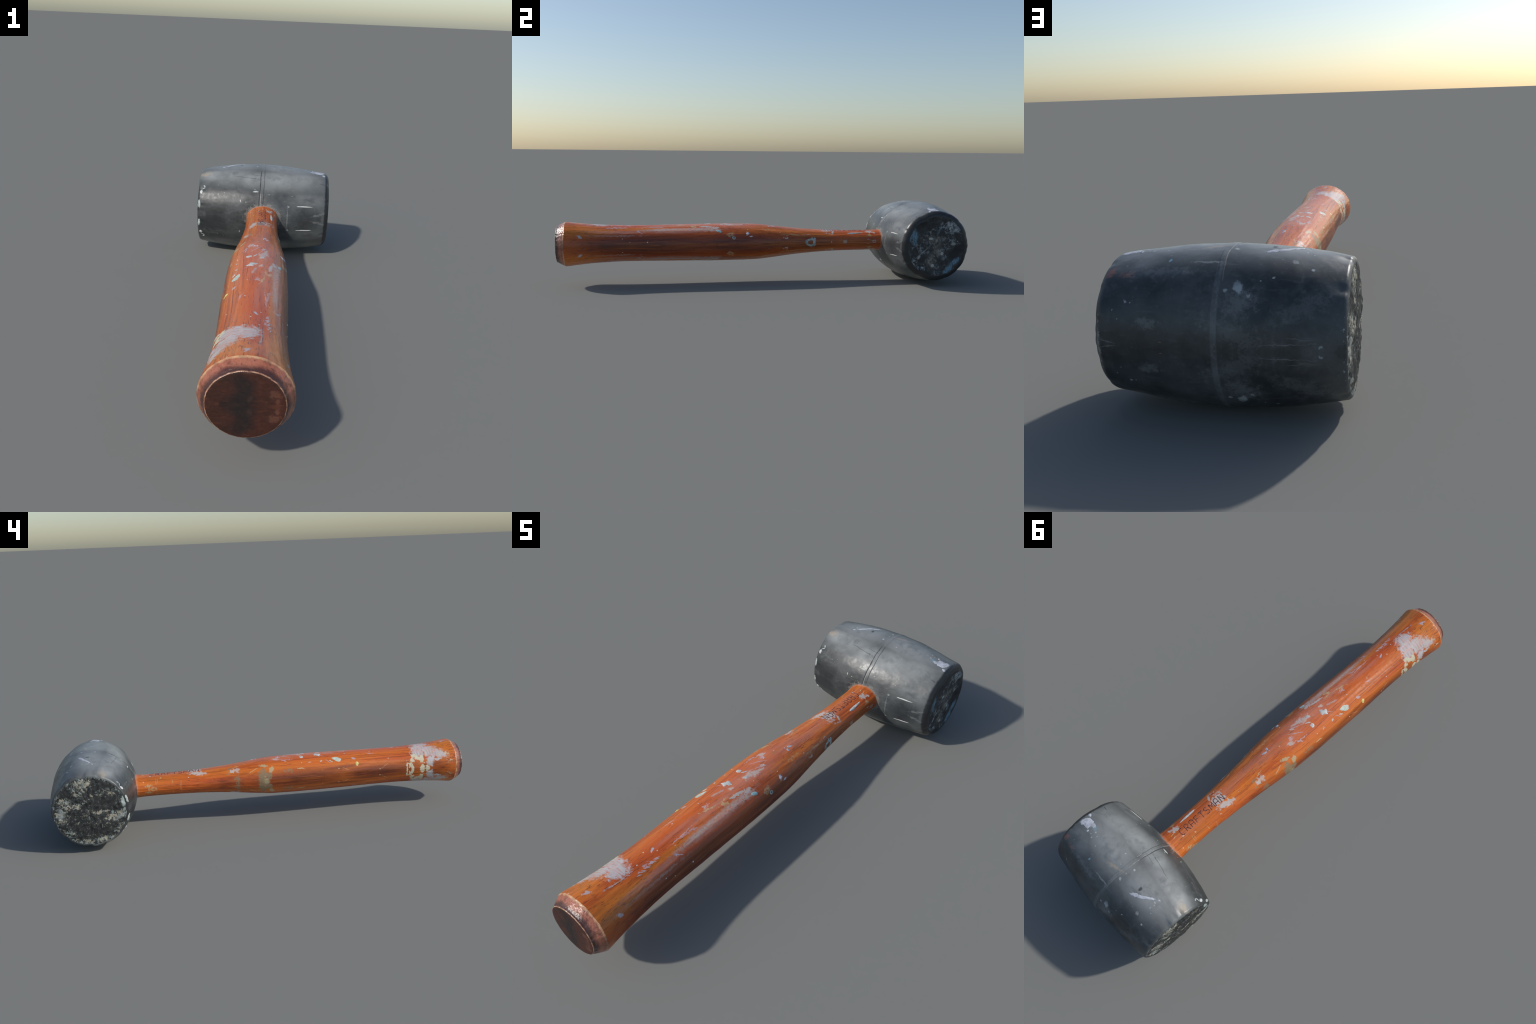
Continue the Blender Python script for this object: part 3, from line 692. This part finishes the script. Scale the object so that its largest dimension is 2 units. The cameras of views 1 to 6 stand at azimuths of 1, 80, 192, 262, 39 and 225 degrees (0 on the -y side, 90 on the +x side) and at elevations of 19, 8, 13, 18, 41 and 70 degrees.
handle_blobs = [
    # y, degrees, half length, half width (deg), turn, paint, extras
    (-.362, -36, .024, 8, 18, "mint", dict(ragged=.25, taper=.35)), (-.332, -42, .010, 1.6, 28, "mint", dict(ragged=.4)),
    (-.459, -57, .009, 7.5, 10, "yellow", dict(ragged=.35)), (-.228, 47, .016, 4.2, 24, "blue", dict(ragged=.3)),
    (-.274, -9, .017, 8, 30, "white", dict(ragged=.75)), (-.193, -16, .009, 6.5, -18, "white", dict(ragged=.7)), (-.186, -4, .015, 1.6, 26, "white", dict(ragged=.5)),
    (.048, 12, .015, 2.9, 12, "lilac", dict(ragged=.4)), (.029, 16.5, .006, 4.2, 12, "lilac", dict(ragged=.4)), (.026, 9, .0025, 1.6, 0, "lilac", {}),
    (-.086, 56, .008, 6.5, 12, "lilac", dict(ragged=.7, taper=.4)), (-.070, 66, .008, 2.4, 0, "lilac", dict(ragged=.9)),
    (-.156, 70, .010, 5.2, 20, "chip", dict(ragged=.25, hole=.3)),
    (.476, 38, .045, 5.8, -7, "white", dict(ragged=.38, taper=.45)),
    (.232, 90, .034, 23, 0, "grey", dict(ragged=.30, taper=-.45, thick=.0008, hole=.42)),
    (-.572, 80, .0034, 2.3, 0, "lilac", dict(ragged=.2)),
    (-.205, 9, .011, 3.2, 24, "white", dict(ragged=.6)),
    (-.654, 79, .002, 1.4, 0, "white", {}), (-.187, -40, .003, 1.6, 0, "white", {}), (-.08, -2, .0025, 1.6, 0, "white", {}), (-.07, -8, .0025, 1.6, 0, "white", {}),
]
for i, (y, d, a, b, t, paint, kw) in enumerate(handle_blobs):
    blob(on_handle, y, Q(d), a, Q(b), t, paint, handle, seed=i + 1, **kw)

head_blobs = [
    (.246, 2, .024, 7.0, 12, "frost", dict(ragged=.42, thick=.0010)), (.262, 6, .012, 5.0, 0, "frost", dict(ragged=.4, thick=.0009)), (.222, -1, .013, 3.0, -10, "frost", dict(ragged=.6, thick=.0008)), (.220, 9, .005, 2.0, 0, "frost", dict(ragged=.6)), (.270, -6, .008, 2.4, 30, "frost", dict(ragged=.6)),
    (-.135, 8, .036, 1.9, 36, "frost", dict(ragged=.55, thick=.0009)), (-.112, 12, .020, 2.2, 30, "frost", dict(ragged=.6)), (-.160, 2, .026, 1.5, 38, "frost", dict(ragged=.6)), (-.190, -5, .006, 1.0, 30, "frost", dict(ragged=.6)),
    (.190, -71.5, .034, .95, 2, "white", dict(ragged=.55)),
    (-.279, -57, .007, 3.3, 0, "white", dict(ragged=.25, thick=.0026)), (-.267, -47.5, .004, 2.6, 30, "chip", dict(ragged=.5)), (-.271, -51.5, .010, .8, 25, "chip", dict(ragged=.5)),
    (-.2865, -75, .0055, 6.5, 4, "chip", dict(ragged=.45, thick=.0024)),
    (-.034, -55, .013, 1.1, 4, "chip", dict(ragged=.8)),
]
for i, (s, d, a, b, t, paint, kw) in enumerate(head_blobs):
    blob(on_head, s, T(d), a, T(b), t, paint, head, seed=i + 40, **kw)
    if d < -44:                                   # the same marks appear on the lower half
        blob(on_head, s, T(-180 - d), a, T(b), -t, paint, head, seed=i + 40, **kw)

# ---- stamped lettering on the neck, read from the head towards the butt
ARC = lambda a0, a1, cx, cy, rx, ry, n=7: [(cx + rx * cos(radians(a0 + (a1 - a0) * i / n)), cy + ry * sin(radians(a0 + (a1 - a0) * i / n))) for i in range(n + 1)]
GLYPH = {
    "C": [[(.62, .95)] + ARC(90, 270, .30, .5, .28, .5, 8) + [(.62, .05)]],
    "R": [[(.06, 0), (.06, 1), (.45, 1)] + ARC(80, -90, .45, .73, .25, .27) + [(.06, .46)], [(.36, .46), (.72, 0)]],
    "A": [[(.04, 0), (.04, .80), (.20, 1), (.55, 1), (.70, .80), (.70, 0)], [(.04, .42), (.70, .42)]],
    "F": [[(.08, 0), (.08, 1), (.68, 1)], [(.08, .52), (.56, .52)]],
    "T": [[(0, 1), (.74, 1)], [(.37, 1), (.37, 0)]],
    "S": [[(.68, .95), (.2, 1)] + ARC(110, 250, .24, .76, .2, .24, 4) + ARC(70, -70, .48, .25, .22, .25, 5) + [(.04, .03)]],
    "M": [[(0, 0), (.08, 1), (.42, .35), (.76, 1), (.84, 0)]],
    "N": [[(.04, 0), (.04, 1), (.70, 0), (.70, 1)]],
}
lv, lf = [], []
def stroke(pts, y0):
    hgt, top, wid = 27.0, 14.0, .0265             # letter height and top edge in degrees around the neck, advance in metres
    dens = []
    for a, b in zip(pts, pts[1:]):
        n = max(1, int(math.hypot(b[0] - a[0], b[1] - a[1]) / .08))
        dens += [(a[0] + (b[0] - a[0]) * i / n, a[1] + (b[1] - a[1]) * i / n) for i in range(n)]
    dens.append(pts[-1])
    prm = [(y0 - x * wid, radians(top - hgt * (1 - y))) for x, y in dens]
    base = len(lv)
    for i, (y, phi) in enumerate(prm):
        R = .060
        y1, p1 = prm[max(0, i - 1)]; y2, p2 = prm[min(len(prm) - 1, i + 1)]
        ty, tp = y2 - y1, (p2 - p1) * R
        l = math.hypot(ty, tp) or 1
        w = .0019 * (1 + .5 * fbm((y * 160, phi * 9, 1)))
        oy, op = -tp / l * w, ty / l * w / R
        for k, lift in ((-1, -.0003), (-.6, .0006), (.6, .0006), (1, -.0003)):
            lv.append(handle_point(y + k * oy, phi + k * op, lift))
    for i in range(len(prm) - 1):
        for k in range(3):
            a = base + i * 4 + k
            lf.append((a, a + 4, a + 5, a + 1))
for i, ch in enumerate("CRAFTSMAN"):
    for pts in GLYPH[ch]:
        stroke(pts, .543 - i * .0272)
nn = vertex_normals(lv, lf)
if sum(n.z for n in nn) < 0: lf = [tuple(reversed(f)) for f in lf]
lettering = make_object("lettering", lv, lf, ink_material(), handle)
